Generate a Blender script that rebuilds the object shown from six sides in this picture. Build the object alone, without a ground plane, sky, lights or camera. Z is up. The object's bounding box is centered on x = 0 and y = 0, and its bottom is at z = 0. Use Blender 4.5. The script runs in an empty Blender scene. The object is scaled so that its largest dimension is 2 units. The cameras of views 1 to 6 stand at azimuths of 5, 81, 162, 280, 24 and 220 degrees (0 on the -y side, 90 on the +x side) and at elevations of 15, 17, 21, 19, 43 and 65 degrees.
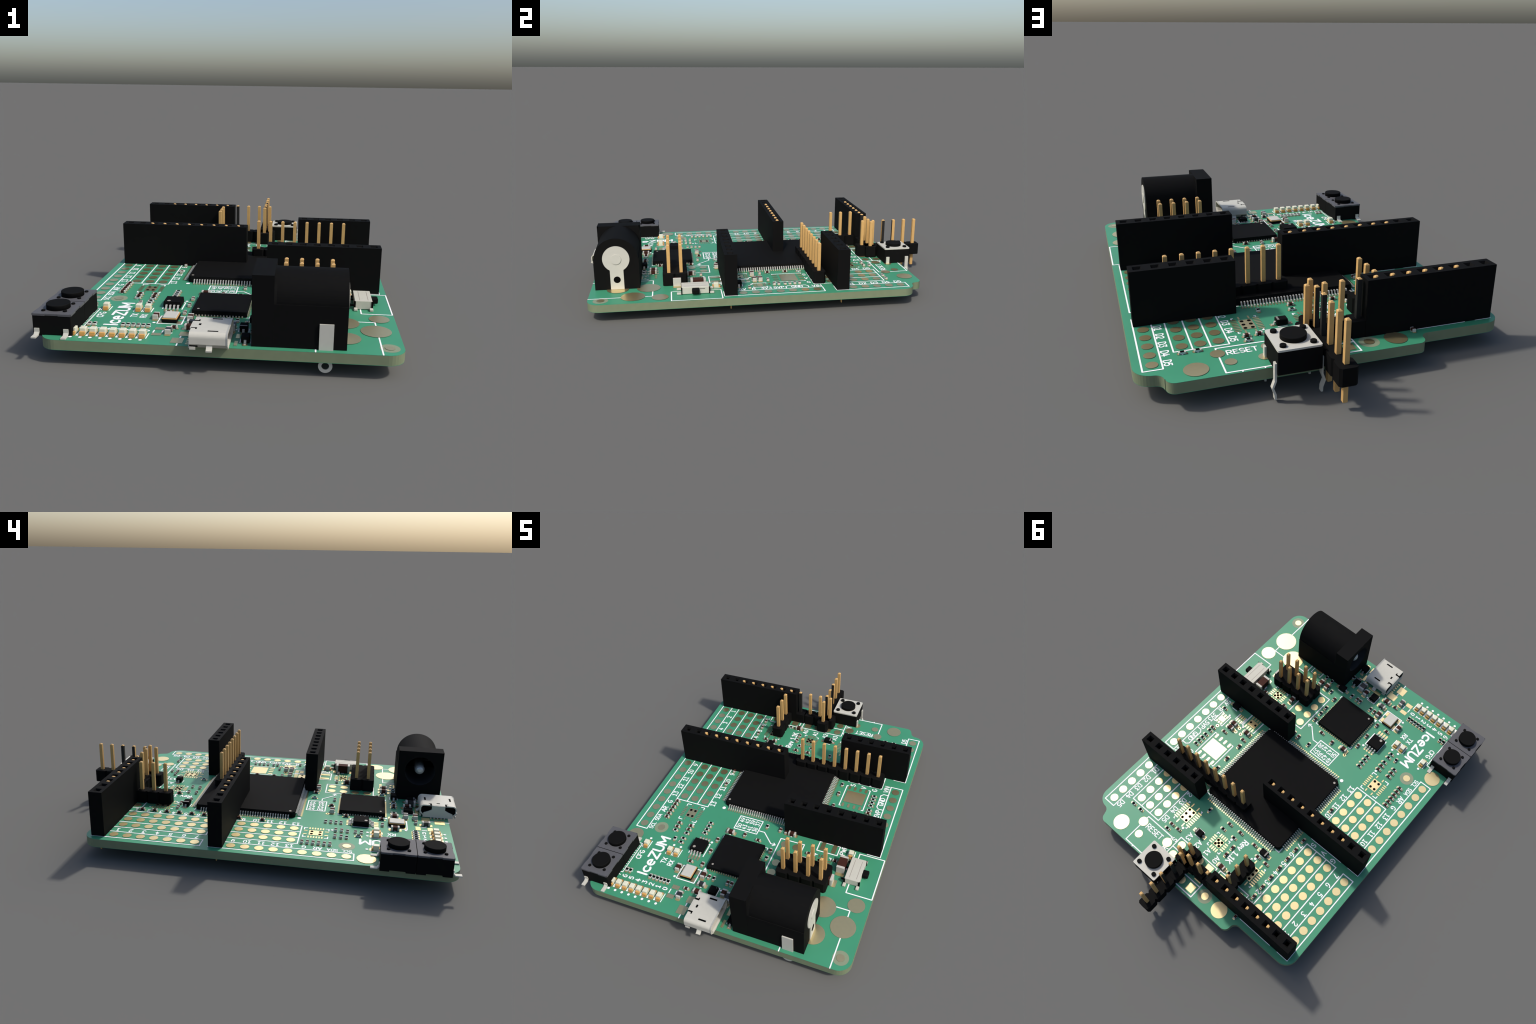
# A green development board: a slab with copper pads and white print, populated
# with sockets, pin headers, a barrel jack, buttons, chips and chip parts.
# All sizes are in millimetres (x right, y back) and scaled by MM on creation.
import bpy, bmesh, math
from mathutils import Vector

MM = 0.02574
TOP = 3.86            # height of the board's upper face
BOT = 2.26
PITCH = 2.54

# ------------------------------------------------------------------ materials
def material(name, color, rough=0.5, metal=0.0, spec=0.5, grain=0.06, scale=60.0, bump=0.0, coat=0.0):
    m = bpy.data.materials.new(name)
    m.use_nodes = True
    nt = m.node_tree
    b = nt.nodes["Principled BSDF"]
    tc = nt.nodes.new("ShaderNodeTexCoord")
    no = nt.nodes.new("ShaderNodeTexNoise")
    no.inputs["Scale"].default_value = scale
    no.inputs["Detail"].default_value = 4.0
    nt.links.new(tc.outputs["Object"], no.inputs["Vector"])
    ramp = nt.nodes.new("ShaderNodeValToRGB")
    lo = [max(0.0, c * (1.0 - grain)) for c in color]
    hi = [min(1.0, c * (1.0 + grain)) for c in color]
    ramp.color_ramp.elements[0].position = 0.3
    ramp.color_ramp.elements[1].position = 0.7
    ramp.color_ramp.elements[0].color = (*lo, 1)
    ramp.color_ramp.elements[1].color = (*hi, 1)
    nt.links.new(no.outputs["Fac"], ramp.inputs["Fac"])
    nt.links.new(ramp.outputs["Color"], b.inputs["Base Color"])
    b.inputs["Roughness"].default_value = rough
    b.inputs["Metallic"].default_value = metal
    b.inputs["Specular IOR Level"].default_value = spec
    b.inputs["Coat Weight"].default_value = coat
    if bump:
        bp = nt.nodes.new("ShaderNodeBump")
        bp.inputs["Strength"].default_value = bump
        bp.inputs["Distance"].default_value = 0.002
        nt.links.new(no.outputs["Fac"], bp.inputs["Height"])
        nt.links.new(bp.outputs["Normal"], b.inputs["Normal"])
    return m

MASK = material("solder_mask_green", (0.046, 0.252, 0.136), 0.46, spec=0.45, grain=0.03, scale=9.0)
CORE = material("fibreglass_core", (0.175, 0.212, 0.125), 0.6, spec=0.3, grain=0.04, scale=30.0)
CORE_TOP = material("bare_laminate", (0.215, 0.255, 0.165), 0.5, spec=0.3, grain=0.03)
GOLD = material("gold_plated_copper", (0.79, 0.655, 0.345), 0.37, metal=0.92, grain=0.02)
INK = material("white_print", (0.88, 0.88, 0.88), 0.6, grain=0.01)
PLASTIC = material("black_plastic", (0.0062, 0.0062, 0.0061), 0.72, spec=0.035, grain=0.05)
PIT = material("dark_cavity", (0.002, 0.002, 0.002), 0.8, spec=0.05, grain=0.02)
MOULD = material("black_moulding_compound", (0.0064, 0.0064, 0.0063), 0.72, spec=0.035, grain=0.05)
PIN = material("gold_pin", (0.56, 0.34, 0.125), 0.45, spec=0.25, grain=0.03)
PIN_DARK = material("black_pin_face", (0.004, 0.003, 0.002), 0.7, grain=0.3, scale=20)  # black shading of coincident pin faces, painted onto single pins
SILVER = material("tinned_metal", (0.50, 0.49, 0.43), 0.45, spec=0.25, grain=0.02)
LEAD = material("tinned_lead", (0.40, 0.395, 0.365), 0.42, spec=0.3, grain=0.03)
STEEL = material("shell_metal", (0.50, 0.485, 0.42), 0.45, spec=0.25, grain=0.02)
ENDCAP = material("end_cap_metal", (0.47, 0.46, 0.41), 0.45, spec=0.25, grain=0.03)
CERAMIC = material("brown_ceramic", (0.050, 0.0195, 0.014), 0.6, spec=0.06, grain=0.08)
ALUMINA = material("white_alumina", (0.52, 0.54, 0.56), 0.5, grain=0.03)
FERRITE = material("dark_ferrite", (0.020, 0.020, 0.021), 0.45, grain=0.06)
LENS = material("milky_lens", (0.66, 0.65, 0.50), 0.45, grain=0.02)
ORANGE = material("orange_terminal", (0.55, 0.30, 0.09), 0.45, spec=0.3, grain=0.03)
PLATE_LIGHT = material("light_cover_plate", (0.50, 0.49, 0.43), 0.45, spec=0.2, grain=0.02)
PLATE_DARK = material("grey_cover_plate", (0.090, 0.090, 0.096), 0.5, spec=0.15, grain=0.03)
SWITCH_GREY = material("switch_metal", (0.50, 0.49, 0.42), 0.45, spec=0.2, grain=0.02)
DIMPLE = material("grey_dimple", (0.30, 0.27, 0.23), 0.6, grain=0.02)
BAND = material("grey_band", (0.20, 0.185, 0.165), 0.6, grain=0.02)
BORE = material("light_tinted_bore_plastic", (0.022, 0.023, 0.025), 0.6, spec=0.3, grain=0.06)  # black plastic raised to grey for light falling on the bore floor
JACK_PIN = material("jack_pin_metal", (0.40, 0.42, 0.43), 0.4, metal=0.5, grain=0.02)

# ------------------------------------------------------------------ builder
root = bpy.data.objects.new("circuit_board", None)
bpy.context.collection.objects.link(root)
root["label"] = "green development board with black headers, buttons and barrel jack"
root["category"] = "circuit board"


class Part:
    """Collects simple solids (mm) with materials and turns them into one mesh."""

    def __init__(self):
        self.bm = bmesh.new()
        self.mats = []

    def slot(self, mat):
        if mat not in self.mats:
            self.mats.append(mat)
        return self.mats.index(mat)

    def _paint(self, faces, mat):
        i = self.slot(mat)
        for f in faces:
            f.material_index = i

    def face(self, pts, mat):
        f = self.bm.faces.new([self.bm.verts.new(p) for p in pts])
        self._paint([f], mat)
        return f

    def box(self, x0, x1, y0, y1, z0, z1, mat, bevel=0.0, seg=1, top=None):
        if x0 > x1: x0, x1 = x1, x0
        if y0 > y1: y0, y1 = y1, y0
        v = [self.bm.verts.new(p) for p in ((x0, y0, z0), (x1, y0, z0), (x1, y1, z0), (x0, y1, z0),
                                            (x0, y0, z1), (x1, y0, z1), (x1, y1, z1), (x0, y1, z1))]
        fs = [self.bm.faces.new([v[i] for i in q]) for q in
              ((3, 2, 1, 0), (4, 5, 6, 7), (0, 1, 5, 4), (1, 2, 6, 5), (2, 3, 7, 6), (3, 0, 4, 7))]
        self._paint(fs, mat)
        if top:
            self._paint([fs[1]], top)
        if bevel:
            edges = list({e for f in fs for e in f.edges})
            r = bmesh.ops.bevel(self.bm, geom=edges, offset=bevel, segments=seg, affect='EDGES', profile=0.5)
            if not top:
                self._paint(r["faces"], mat)
        return fs

    def prism(self, pts, z0, z1, mat, side=None, cap_bottom=True, top=True):
        """Upright prism over a counter-clockwise outline of (x, y)."""
        n = len(pts)
        lo = [self.bm.verts.new((x, y, z0)) for x, y in pts]
        hi = [self.bm.verts.new((x, y, z1)) for x, y in pts]
        sides = [self.bm.faces.new((lo[i], lo[(i + 1) % n], hi[(i + 1) % n], hi[i])) for i in range(n)]
        self._paint(sides, side or mat)
        if top:
            self._paint([self.bm.faces.new(hi)], mat)
        if cap_bottom:
            self._paint([self.bm.faces.new(lo[::-1])], mat)
        return sides

    def cylinder(self, cx, cy, r, z0, z1, mat, n=32, chamfer=0.0):
        ring = lambda rr: [(cx + rr * math.cos(2 * math.pi * i / n), cy + rr * math.sin(2 * math.pi * i / n)) for i in range(n)]
        s = self.prism(ring(r), z0, z1 - chamfer, mat, top=(chamfer == 0))
        for f in s:
            f.smooth = True
        if chamfer:
            self.frustum(ring(r), z1 - chamfer, ring(r - chamfer), z1, mat)

    def frustum(self, low, z0, high, z1, mat):
        n = len(low)
        a = [self.bm.verts.new((x, y, z0)) for x, y in low]
        b = [self.bm.verts.new((x, y, z1)) for x, y in high]
        fs = [self.bm.faces.new((a[i], a[(i + 1) % n], b[(i + 1) % n], b[i])) for i in range(n)]
        fs.append(self.bm.faces.new(b))
        self._paint(fs, mat)

    def along_x(self, pts, x0, x1, mat, smooth=False, cap0=True, cap1=True):
        """Extrude a closed (y, z) outline along x."""
        n = len(pts)
        a = [self.bm.verts.new((x0, y, z)) for y, z in pts]
        b = [self.bm.verts.new((x1, y, z)) for y, z in pts]
        fs = [self.bm.faces.new((a[i], a[(i + 1) % n], b[(i + 1) % n], b[i])) for i in range(n)]
        for f in fs:
            f.smooth = smooth
        if cap0: fs.append(self.bm.faces.new(a[::-1]))
        if cap1: fs.append(self.bm.faces.new(b))
        self._paint(fs, mat)

    def ring_x(self, outer, inner, x, mat):
        """Flat frame in a plane of constant x between two outlines with equal point counts."""
        n = len(outer)
        a = [self.bm.verts.new((x, y, z)) for y, z in outer]
        b = [self.bm.verts.new((x, y, z)) for y, z in inner]
        self._paint([self.bm.faces.new((a[i], a[(i + 1) % n], b[(i + 1) % n], b[i])) for i in range(n)], mat)

    def sheet(self, path, half, thick, mat, axis='x'):
        """Bent strip: path of (u, z) points in the plane of `axis`, width 2*half across it."""
        w0, w1 = half
        n = len(path)
        offs = []
        for i in range(n):
            p = Vector(path[max(i - 1, 0)]); q = Vector(path[min(i + 1, n - 1)])
            t = (q - p).normalized()
            offs.append(Vector((-t.y, t.x)) * thick / 2)
        def P(u, z, w):
            return (u, w, z) if axis == 'x' else (w, u, z)
        rows = []
        for (u, z), o in zip(path, offs):
            rows.append([self.bm.verts.new(P(u + o.x, z + o.y, w0)), self.bm.verts.new(P(u + o.x, z + o.y, w1)),
                         self.bm.verts.new(P(u - o.x, z - o.y, w1)), self.bm.verts.new(P(u - o.x, z - o.y, w0))])
        fs = []
        for r, s in zip(rows, rows[1:]):
            for k in range(4):
                fs.append(self.bm.faces.new((r[k], r[(k + 1) % 4], s[(k + 1) % 4], s[k])))
        fs.append(self.bm.faces.new(rows[0][::-1]))
        fs.append(self.bm.faces.new(rows[-1]))
        self._paint(fs, mat)

    def disc(self, cx, cy, r, z, mat, n=36):
        self.face([(cx + r * math.cos(2 * math.pi * i / n), cy + r * math.sin(2 * math.pi * i / n), z) for i in range(n)], mat)

    def flat(self, cx, cy, w, h, z, mat, r=0.0):
        """Flat rectangle, optionally with rounded corners."""
        if r <= 0:
            pts = [(cx - w / 2, cy - h / 2), (cx + w / 2, cy - h / 2), (cx + w / 2, cy + h / 2), (cx - w / 2, cy + h / 2)]
        else:
            r = min(r, w / 2 - 1e-3, h / 2 - 1e-3)
            pts = []
            for sx, sy, a in ((1, -1, -90), (1, 1, 0), (-1, 1, 90), (-1, -1, 180)):
                for k in range(5):
                    t = math.radians(a + k * 22.5)
                    pts.append((cx + sx * (w / 2 - r) + r * math.cos(t), cy + sy * (h / 2 - r) + r * math.sin(t)))
        self.face([(x, y, z) for x, y in pts], mat)

    def ribbon(self, pts, width, z, mat):
        """Flat stroke with round ends along a smooth run of (x, y) points."""
        p = [Vector(q) for q in pts]
        h = width / 2
        left, right = [], []
        for i, q in enumerate(p):
            d0 = (q - p[i - 1]).normalized() if i else None
            d1 = (p[i + 1] - q).normalized() if i < len(p) - 1 else None
            d0 = d0 or d1; d1 = d1 or d0
            t = (d0 + d1).normalized()
            nrm = Vector((-t.y, t.x))
            k = min(1.0 / max(nrm.dot(Vector((-d0.y, d0.x))), 0.3), 1.6)
            left.append(q + nrm * h * k); right.append(q - nrm * h * k)
        def cap(c, d):
            a0 = math.atan2(d.y, d.x)
            return [c + Vector((math.cos(a0 + a), math.sin(a0 + a))) * h for a in (-1.05, -0.52, 0.0, 0.52, 1.05)]
        L = [self.bm.verts.new((q.x, q.y, z)) for q in left]
        R = [self.bm.verts.new((q.x, q.y, z)) for q in right]
        fs = [self.bm.faces.new((R[i], R[i + 1], L[i + 1], L[i])) for i in range(len(p) - 1)]
        e = [self.bm.verts.new((q.x, q.y, z)) for q in cap(p[-1], p[-1] - p[-2])]
        fs.append(self.bm.faces.new([R[-1]] + e + [L[-1]]))
        s = [self.bm.verts.new((q.x, q.y, z)) for q in cap(p[0], p[0] - p[1])]
        fs.append(self.bm.faces.new([L[0]] + s + [R[0]]))
        self._paint(fs, mat)

    def stroke(self, pts, width, mat, z0, level):
        """Polyline as ribbons, split at sharp corners; each run lies a hair above the last."""
        run = [pts[0]]
        for i in range(1, len(pts)):
            run.append(pts[i])
            last = i == len(pts) - 1
            sharp = False
            if not last:
                a = Vector(pts[i]) - Vector(pts[i - 1]); b = Vector(pts[i + 1]) - Vector(pts[i])
                sharp = a.normalized().dot(b.normalized()) < 0.35
            if last or sharp:
                self.ribbon(run, width, z0 + 0.004 * (level[0] % 9), mat)
                level[0] += 1
                run = [pts[i]]

    def mesh(self, name, origin=(0, 0, 0)):
        me = bpy.data.meshes.new(name)
        o = Vector(origin)
        for v in self.bm.verts:
            v.co = (v.co - o) * MM
        self.bm.to_mesh(me)
        self.bm.free()
        for m in self.mats:
            me.materials.append(m)
        return me

    def build(self, name, parent=root, origin=(0, 0, 0), stuff=False, outward=False):
        if outward:
            bmesh.ops.recalc_face_normals(self.bm, faces=self.bm.faces[:])
        return place(name, self.mesh(name, origin), origin, parent, stuff=stuff)


def place(name, mesh, at, parent=root, turn=0.0, stuff=False):
    ob = bpy.data.objects.new(name, mesh)
    bpy.context.collection.objects.link(ob)
    base = Vector((0, 0, 0))
    p = parent
    while p is not None and p is not root:
        base += p.location
        p = p.parent
    ob.parent = parent
    ob.location = Vector(at) * MM - base
    ob.rotation_euler = (0, 0, turn)
    if stuff:
        ob["kind"] = "stuff"
    return ob


def arc(cx, cy, rx, ry, a0, a1, n=8):
    return [(cx + rx * math.cos(math.radians(a0 + (a1 - a0) * i / n)), cy + ry * math.sin(math.radians(a0 + (a1 - a0) * i / n))) for i in range(n + 1)]

# ------------------------------------------------------------------ board slab
X0, X1, Y0, Y1, YTAB = -26.05, 27.29, -36.83, 29.21, 31.75
XR, XL, RC, RT = 23.60, -12.25, 2.55, 1.27      # sides of the rear tab, corner radii

outline = []
outline += arc(X1 - RC, Y0 + RC, RC, RC, -90, 0)
outline += arc(X1 - RC, Y1 - RC, RC, RC, 0, 75)
outline += arc(XR + RT + 0.1, Y1 + RT, RT, RT, 270, 180)
outline += arc(XR - RT, YTAB - RT, RT, RT, 0, 90)
outline += arc(XL + RT, YTAB - RT, RT, RT, 90, 180)
outline += arc(XL - RT, Y1 + RT, RT, RT, 0, -90)
outline += arc(X0 + RC, Y1 - RC, RC, RC, 90, 180)
outline += arc(X0 + RC, Y0 + RC, RC, RC, 180, 270)
slab = Part()
film = 0.05
slab.prism(outline, TOP - film, TOP, MASK, cap_bottom=False)
slab.prism(outline, BOT + film, TOP - film, CORE, cap_bottom=False, top=False)
slab.prism(outline, BOT, BOT + film, MASK, top=False)
slab.build("board")

# ------------------------------------------------------------------ round pads
def disc_mesh(r):
    p = Part()
    p.disc(0, 0, r, 0, GOLD)
    return p.mesh("solder_pad")

def square_mesh(s):
    p = Part()
    p.flat(0, 0, s, s, 0, GOLD)
    return p.mesh("solder_pad")

PAD, PAD_SQ = disc_mesh(0.82), square_mesh(1.6)
ZP = TOP + 0.07
ZS = TOP + 0.02

def pad_row(x, y, n, dx=0.0, dy=PITCH, mesh=PAD, first_square=False):
    for k in range(n):
        place("solder_pad", PAD_SQ if (first_square and k == 0) else mesh, (x + dx * k, y + dy * k, ZP))

XLEFT, XRIGHT = -23.51, 24.77
pad_row(XLEFT, -18.03, 10)
pad_row(XLEFT, 8.89, 8)
pad_row(XRIGHT, -8.89, 8)
pad_row(XRIGHT, 13.97, 6)
for x in (-14.0, -16.54, -19.07):
    pad_row(x, -7.85, 6)
    pad_row(x, 8.89, 8)
for x in (20.33, 17.80, 15.26):
    pad_row(x, 10.20, 6)
for x in (6.95, 9.49):
    pad_row(x, -21.04, 4)
for y in (24.78, 27.35, 29.93):
    pad_row(-1.13, y, 4, dx=PITCH, dy=0, first_square=True)
pad_row(-4.50, 24.85, 3, dx=-PITCH, dy=0, first_square=True)
pad_row(14.94, 28.87, 2, dx=-4.52, dy=0)
pad_row(16.16, 26.35, 2, dx=-6.99, dy=0, mesh=disc_mesh(1.0))
pad_row(23.78, -28.16, 1, mesh=disc_mesh(2.37))
pad_row(19.10, -25.20, 1, mesh=disc_mesh(2.37))
pad_row(19.10, -31.40, 1, mesh=disc_mesh(2.20))
HOLE = disc_mesh(1.65)
for x, y in ((24.78, -22.87), (19.57, 29.43), (-8.42, 29.43), (-23.68, -21.43)):
    pad_row(x, y, 1, mesh=HOLE)
fid = Part()
fid.disc(0, 0, 1.475, -0.06, CORE_TOP)
fid.disc(0, 0, 0.75, 0, GOLD)
fid = fid.mesh("alignment_mark")
for x, y in ((25.16, -34.29), (-19.45, -17.91), (-4.43, 29.30)):
    place("alignment_mark", fid, (x, y, ZP))

# ------------------------------------------------------------------ surface pads and bare footprints
cu = Part()
def cup(x, y, w, h, r=0.0):
    cu.flat(x, y, w, h, TOP + 0.05, GOLD, r)
def via(x, y, r=0.27, z=TOP + 0.075):
    cu.disc(x, y, r, z, PIT, 16)
def ring(x, y):
    cu.disc(x, y, 0.38, TOP + 0.05, GOLD, 20)
    cu.disc(x, y, 0.16, TOP + 0.075, PIT, 14)
def row(x, y, n, dx, dy, w, h, r=0.14):
    for k in range(n):
        cup(x + dx * k, y + dy * k, w, h, r)

# power stage outline with heat pad and eight pads
cup(16.73, 4.30, 4.28, 3.57)
row(18.62, 1.54, 4, -1.255, 0, 0.52, 1.15, 0.25)
row(18.62, 7.05, 4, -1.265, 0, 0.52, 1.15, 0.25)
# six-pad package with heat pad
cup(20.70, -2.40, 1.60, 1.18)
row(21.36, -3.44, 3, -0.66, 0, 0.42, 0.72, 0.15)
row(21.34, -1.36, 3, -0.63, 0, 0.42, 0.60, 0.15)
# small six-pad outline
row(17.99, -5.66, 3, -0.545, 0, 0.30, 0.85, 0.1)
row(18.01, -4.52, 3, -0.54, 0, 0.30, 0.85, 0.1)
# eight-pad outline with two vias
cup(14.55, -5.98, 2.10, 1.58)
via(15.20, -6.01); via(13.88, -6.03)
row(15.48, -4.60, 4, -0.64, 0, 0.34, 0.85, 0.1)
row(15.51, -7.30, 4, -0.64, 0, 0.34, 0.85, 0.1)
# sixteen-pad square outlines
def square_footprint(cx, cy, ep):
    cup(cx, cy, ep, ep)
    for k in range(4):
        o = -0.76 + 0.507 * k
        cup(cx + o, cy - 1.51, 0.28, 0.85, 0.14)
        cup(cx + o, cy + 1.51, 0.28, 0.85, 0.14)
        cup(cx - 1.51, cy + o, 0.85, 0.28, 0.14)
        cup(cx + 1.51, cy + o, 0.85, 0.28, 0.14)
    for dx, dy in ((0, 0), (0.47, 0.47), (-0.47, 0.47), (0.47, -0.47), (-0.47, -0.47)):
        via(cx + dx, cy + dy, 0.30, TOP + (0.08 if dx else 0.085))
square_footprint(15.32, -15.40, 1.62)
square_footprint(1.11, 19.48, 1.62)
# long outlines with two rows of eight pads and six vias
def long_footprint(cx, cy, n=8, half=1.73, gap=2.235, ep=(2.05, 3.05), vx=0.555, vys=(-1.1, 0.0, 1.1)):
    cup(cx, cy, *ep)
    for k in range(n):
        o = (k - (n - 1) / 2) * 0.502
        cup(cx - half, cy + o, 1.0 if n == 8 else 0.78, 0.27, 0.12)
        cup(cx + half, cy + o, 1.0 if n == 8 else 0.78, 0.27, 0.12)
    for sx in (-0.75, 0.75):
        for sy in (-gap, gap):
            cup(cx + sx, cy + sy, 0.27, 0.95 if n == 8 else 0.72, 0.12)
    for x in (-vx, vx):
        for y in vys:
            via(cx + x, cy + y, 0.29)
long_footprint(10.19, 19.21)
long_footprint(-8.10, 19.78)
long_footprint(-15.21, -12.03, n=6, half=1.85, gap=1.975, ep=(2.03, 2.55), vx=0.505, vys=(-0.78, 0.78))
for x, y in ((20.30, -0.43), (16.12, -1.98), (16.11, -3.18), (14.91, -2.23), (-5.81, -13.48)):
    ring(x, y)
# pads beside the jack, the usb shell and the switch
cup(-9.20, -33.06, 1.50, 0.92); cup(-9.15, -30.83, 1.50, 0.92)
cup(-5.63, -35.08, 1.80, 1.90); cup(-4.76, -32.50, 2.05, 1.58)
cup(-3.61, -35.14, 0.5, 1.3); cup(3.00, -35.1, 0.5, 1.7); cup(3.05, -32.4, 0.6, 1.6)
cup(-0.8, -31.0, 3.2, 0.7); cup(1.9, -31.2, 0.9, 1.1)
for k in range(5):
    cup(-3.75, -33.55 - 0.65 * k, 1.0, 0.36)
cup(12.4, -26.75, 1.7, 0.34); cup(12.9, -26.1, 0.42, 0.42); cup(11.78, -26.0, 0.42, 0.42)
row(13.06, -23.88, 4, -0.65, 0, 0.4, 0.55, 0.1)
cup(14.47, -11.12, 0.85, 2.35); cup(16.88, -11.2, 0.85, 2.35)
cup(-4.45, 24.1, 1.4, 0.3)

# ------------------------------------------------------------------ printed outlines
ink = Part()
lvl = [0]
W = 0.22
def line(*pts, w=W):
    ink.stroke(list(pts), w, INK, ZS, lvl)
def rect(x0, x1, y0, y1, w=W):
    line((x0, y0), (x1, y0), (x1, y1), (x0, y1), (x0, y0), w=w)
def dot(x, y, r=0.23):
    ink.disc(x, y, r, TOP + 0.062, INK, 20)
def corner(x, y, sx, sy, a=0.6, b=0.6, w=0.17):
    line((x + sx * a, y), (x, y), (x, y + sy * b), w=w)

rect(-24.78, -22.25, -19.28, 6.10)
rect(-24.78, -22.28, 7.66, 27.95)
rect(23.50, 26.10, -10.20, 10.23)
rect(23.50, 26.10, 12.68, 28.05)
for y0, y1 in ((-9.18, 6.12), (7.63, 27.95)):
    rect(-20.36, -12.72, y0, y1)
    line((-15.29, y0), (-15.29, y1)); line((-17.84, y0), (-17.84, y1))
rect(14.00, 21.61, 8.92, 24.18)
line((19.03, 8.92), (19.03, 24.18)); line((16.55, 8.92), (16.55, 24.18))
rect(5.67, 10.78, -22.33, -12.17)
rect(-2.42, 7.78, 23.65, 31.24)
line((7.78, 26.10), (-2.42, 26.10)); line((7.78, 28.68), (-2.42, 28.68))
rect(-10.85, -3.22, 23.50, 26.10)
line((9.2, 27.6), (9.2, 24.88), (16.14, 24.88), (16.14, 31.37), (8.0, 31.37))
line((14.05, 31.37), (14.05, 31.62)); line((11.1, 31.37), (11.1, 31.62))
line((14.50, -36.78), (14.50, -24.37), (23.97, -24.37), (23.97, -36.78))
rect(22.10, 27.16, -20.66, -10.66)
rect(-10.15, -6.27, -28.78, -25.43); dot(-10.66, -28.55, 0.25)
corner(4.06, -15.57, -1, -1); corner(-5.80, -15.54, 1, -1); corner(4.06, -24.85, -1, 1)
ink.face([(-5.95, -25.15, ZS), (-5.25, -25.15, ZS), (-5.85, -24.35, ZS)][::-1], INK)
corner(-9.56, 12.81, 1, -1, 1.05, 1.1, 0.2); corner(10.90, 12.81, -1, -1, 1.0, 0.9, 0.2); corner(10.90, -7.5, -1, 1, 0.9, 0.9, 0.2)
dot(-9.19, -8.21, 0.38)
line((19.08, 1.11), (19.42, 1.11), (19.42, 7.50), (19.1, 7.50)); line((14.38, 1.12), (14.10, 1.10), (14.10, 7.53), (14.36, 7.54))
line((21.6, -3.86), (21.92, -3.86), (21.92, -1.03), (21.6, -1.03)); line((19.8, -3.90), (19.48, -3.90), (19.48, -1.01), (19.8, -1.01)); dot(20.02, -4.16, 0.25)
line((18.43, -5.98), (18.43, -4.30)); line((16.55, -6.02), (16.55, -4.36))
line((16.2, -7.6), (16.2, -4.25), (15.9, -4.25)); line((12.8, -7.5), (12.85, -4.27), (13.1, -4.27)); dot(15.71, -3.93, 0.25)
line((23.46, 2.73), (22.43, 2.74), (21.98, 3.26), (21.98, 6.91), (22.52, 7.43), (23.46, 7.40))
for cx, cy in ((15.32, -15.40), (1.11, 19.48)):
    for sx in (-1, 1):
        for sy in (-1, 1):
            corner(cx + sx * 1.68, cy + sy * 1.68, -sx, -sy, 0.4, 0.4, 0.2)
dot(-0.40, 17.19, 0.26); dot(13.6, -13.7, 0.2)
for cx, cy in ((10.19, 19.21), (-8.10, 19.78)):
    for sx in (-1, 1):
        for sy in (-1, 1):
            corner(cx + sx * 1.86, cy + sy * 2.35, -sx, -sy, 0.2, 0.25, 0.22)
dot(8.94, 21.96, 0.27); dot(-6.81, 17.01, 0.27)
for sx in (-1, 1):
    for sy in (-1, 1):
        corner(-15.21 + sx * 2.03, -12.04 + sy * 2.28, -sx, -sy, 0.8, 0.55, 0.2)
dot(-13.34, -14.93, 0.27)
line((-7.9, -18.75), (-7.54, -18.75), (-7.54, -22.12)); line((-10.78, -22.12), (-10.78, -18.70)); dot(-7.45, -18.13, 0.27)
rect(-2.72, -0.93, -30.40, -28.12, 0.15); dot(-0.56, -28.53, 0.2)
line((-8.48, -32.33), (-8.48, -31.55)); line((-9.86, -32.39), (-9.86, -31.54))
line((-5.38, -36.85), (-5.40, -36.16)); line((-5.39, -34.00), (-5.40, -33.39)); line((2.1, -36.8), (2.1, -36.3))
rect(-4.75, 0.41, -12.84, -9.13)
line((0.45, -11.83), (1.79, -11.82), (4.16, -14.25), (5.1, -14.25)); line((4.62, -14.65), (5.15, -14.24), (4.7, -13.85), w=0.2)
line((13.70, -27.0), (13.70, -25.52), (13.4, -25.52), w=0.18); line((11.14, -26.9), (11.14, -25.54), (11.4, -25.54), w=0.18)
line((-21.66, -23.32), (-20.96, -23.32), (-20.96, -31.18), (-21.6, -31.18), w=0.18)
for k in range(11):
    line((-21.25, -24.1 - 0.62 * k), (-21.6, -24.25 - 0.62 * k), w=0.16)
rect(13.57, 17.87, -12.63, -10.20)
# lines and dots that flank the light-emitting parts (x, y, side of the dot)
LEDS = [(-11.0 - 1.5 * k, -33.93, -1) for k in range(8)] + [(-12.95, -23.05, 1), (-14.53, -23.05, 1), (-19.98, -23.05, 1), (20.5, -11.5, 1)]
for x, y, s in LEDS:
    line((x - 0.66, y - 0.98), (x - 0.66, y + 0.98), w=0.17); line((x + 0.66, y - 0.98), (x + 0.66, y + 0.98), w=0.17)
    dot(x, y + s * 1.61, 0.26)

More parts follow.
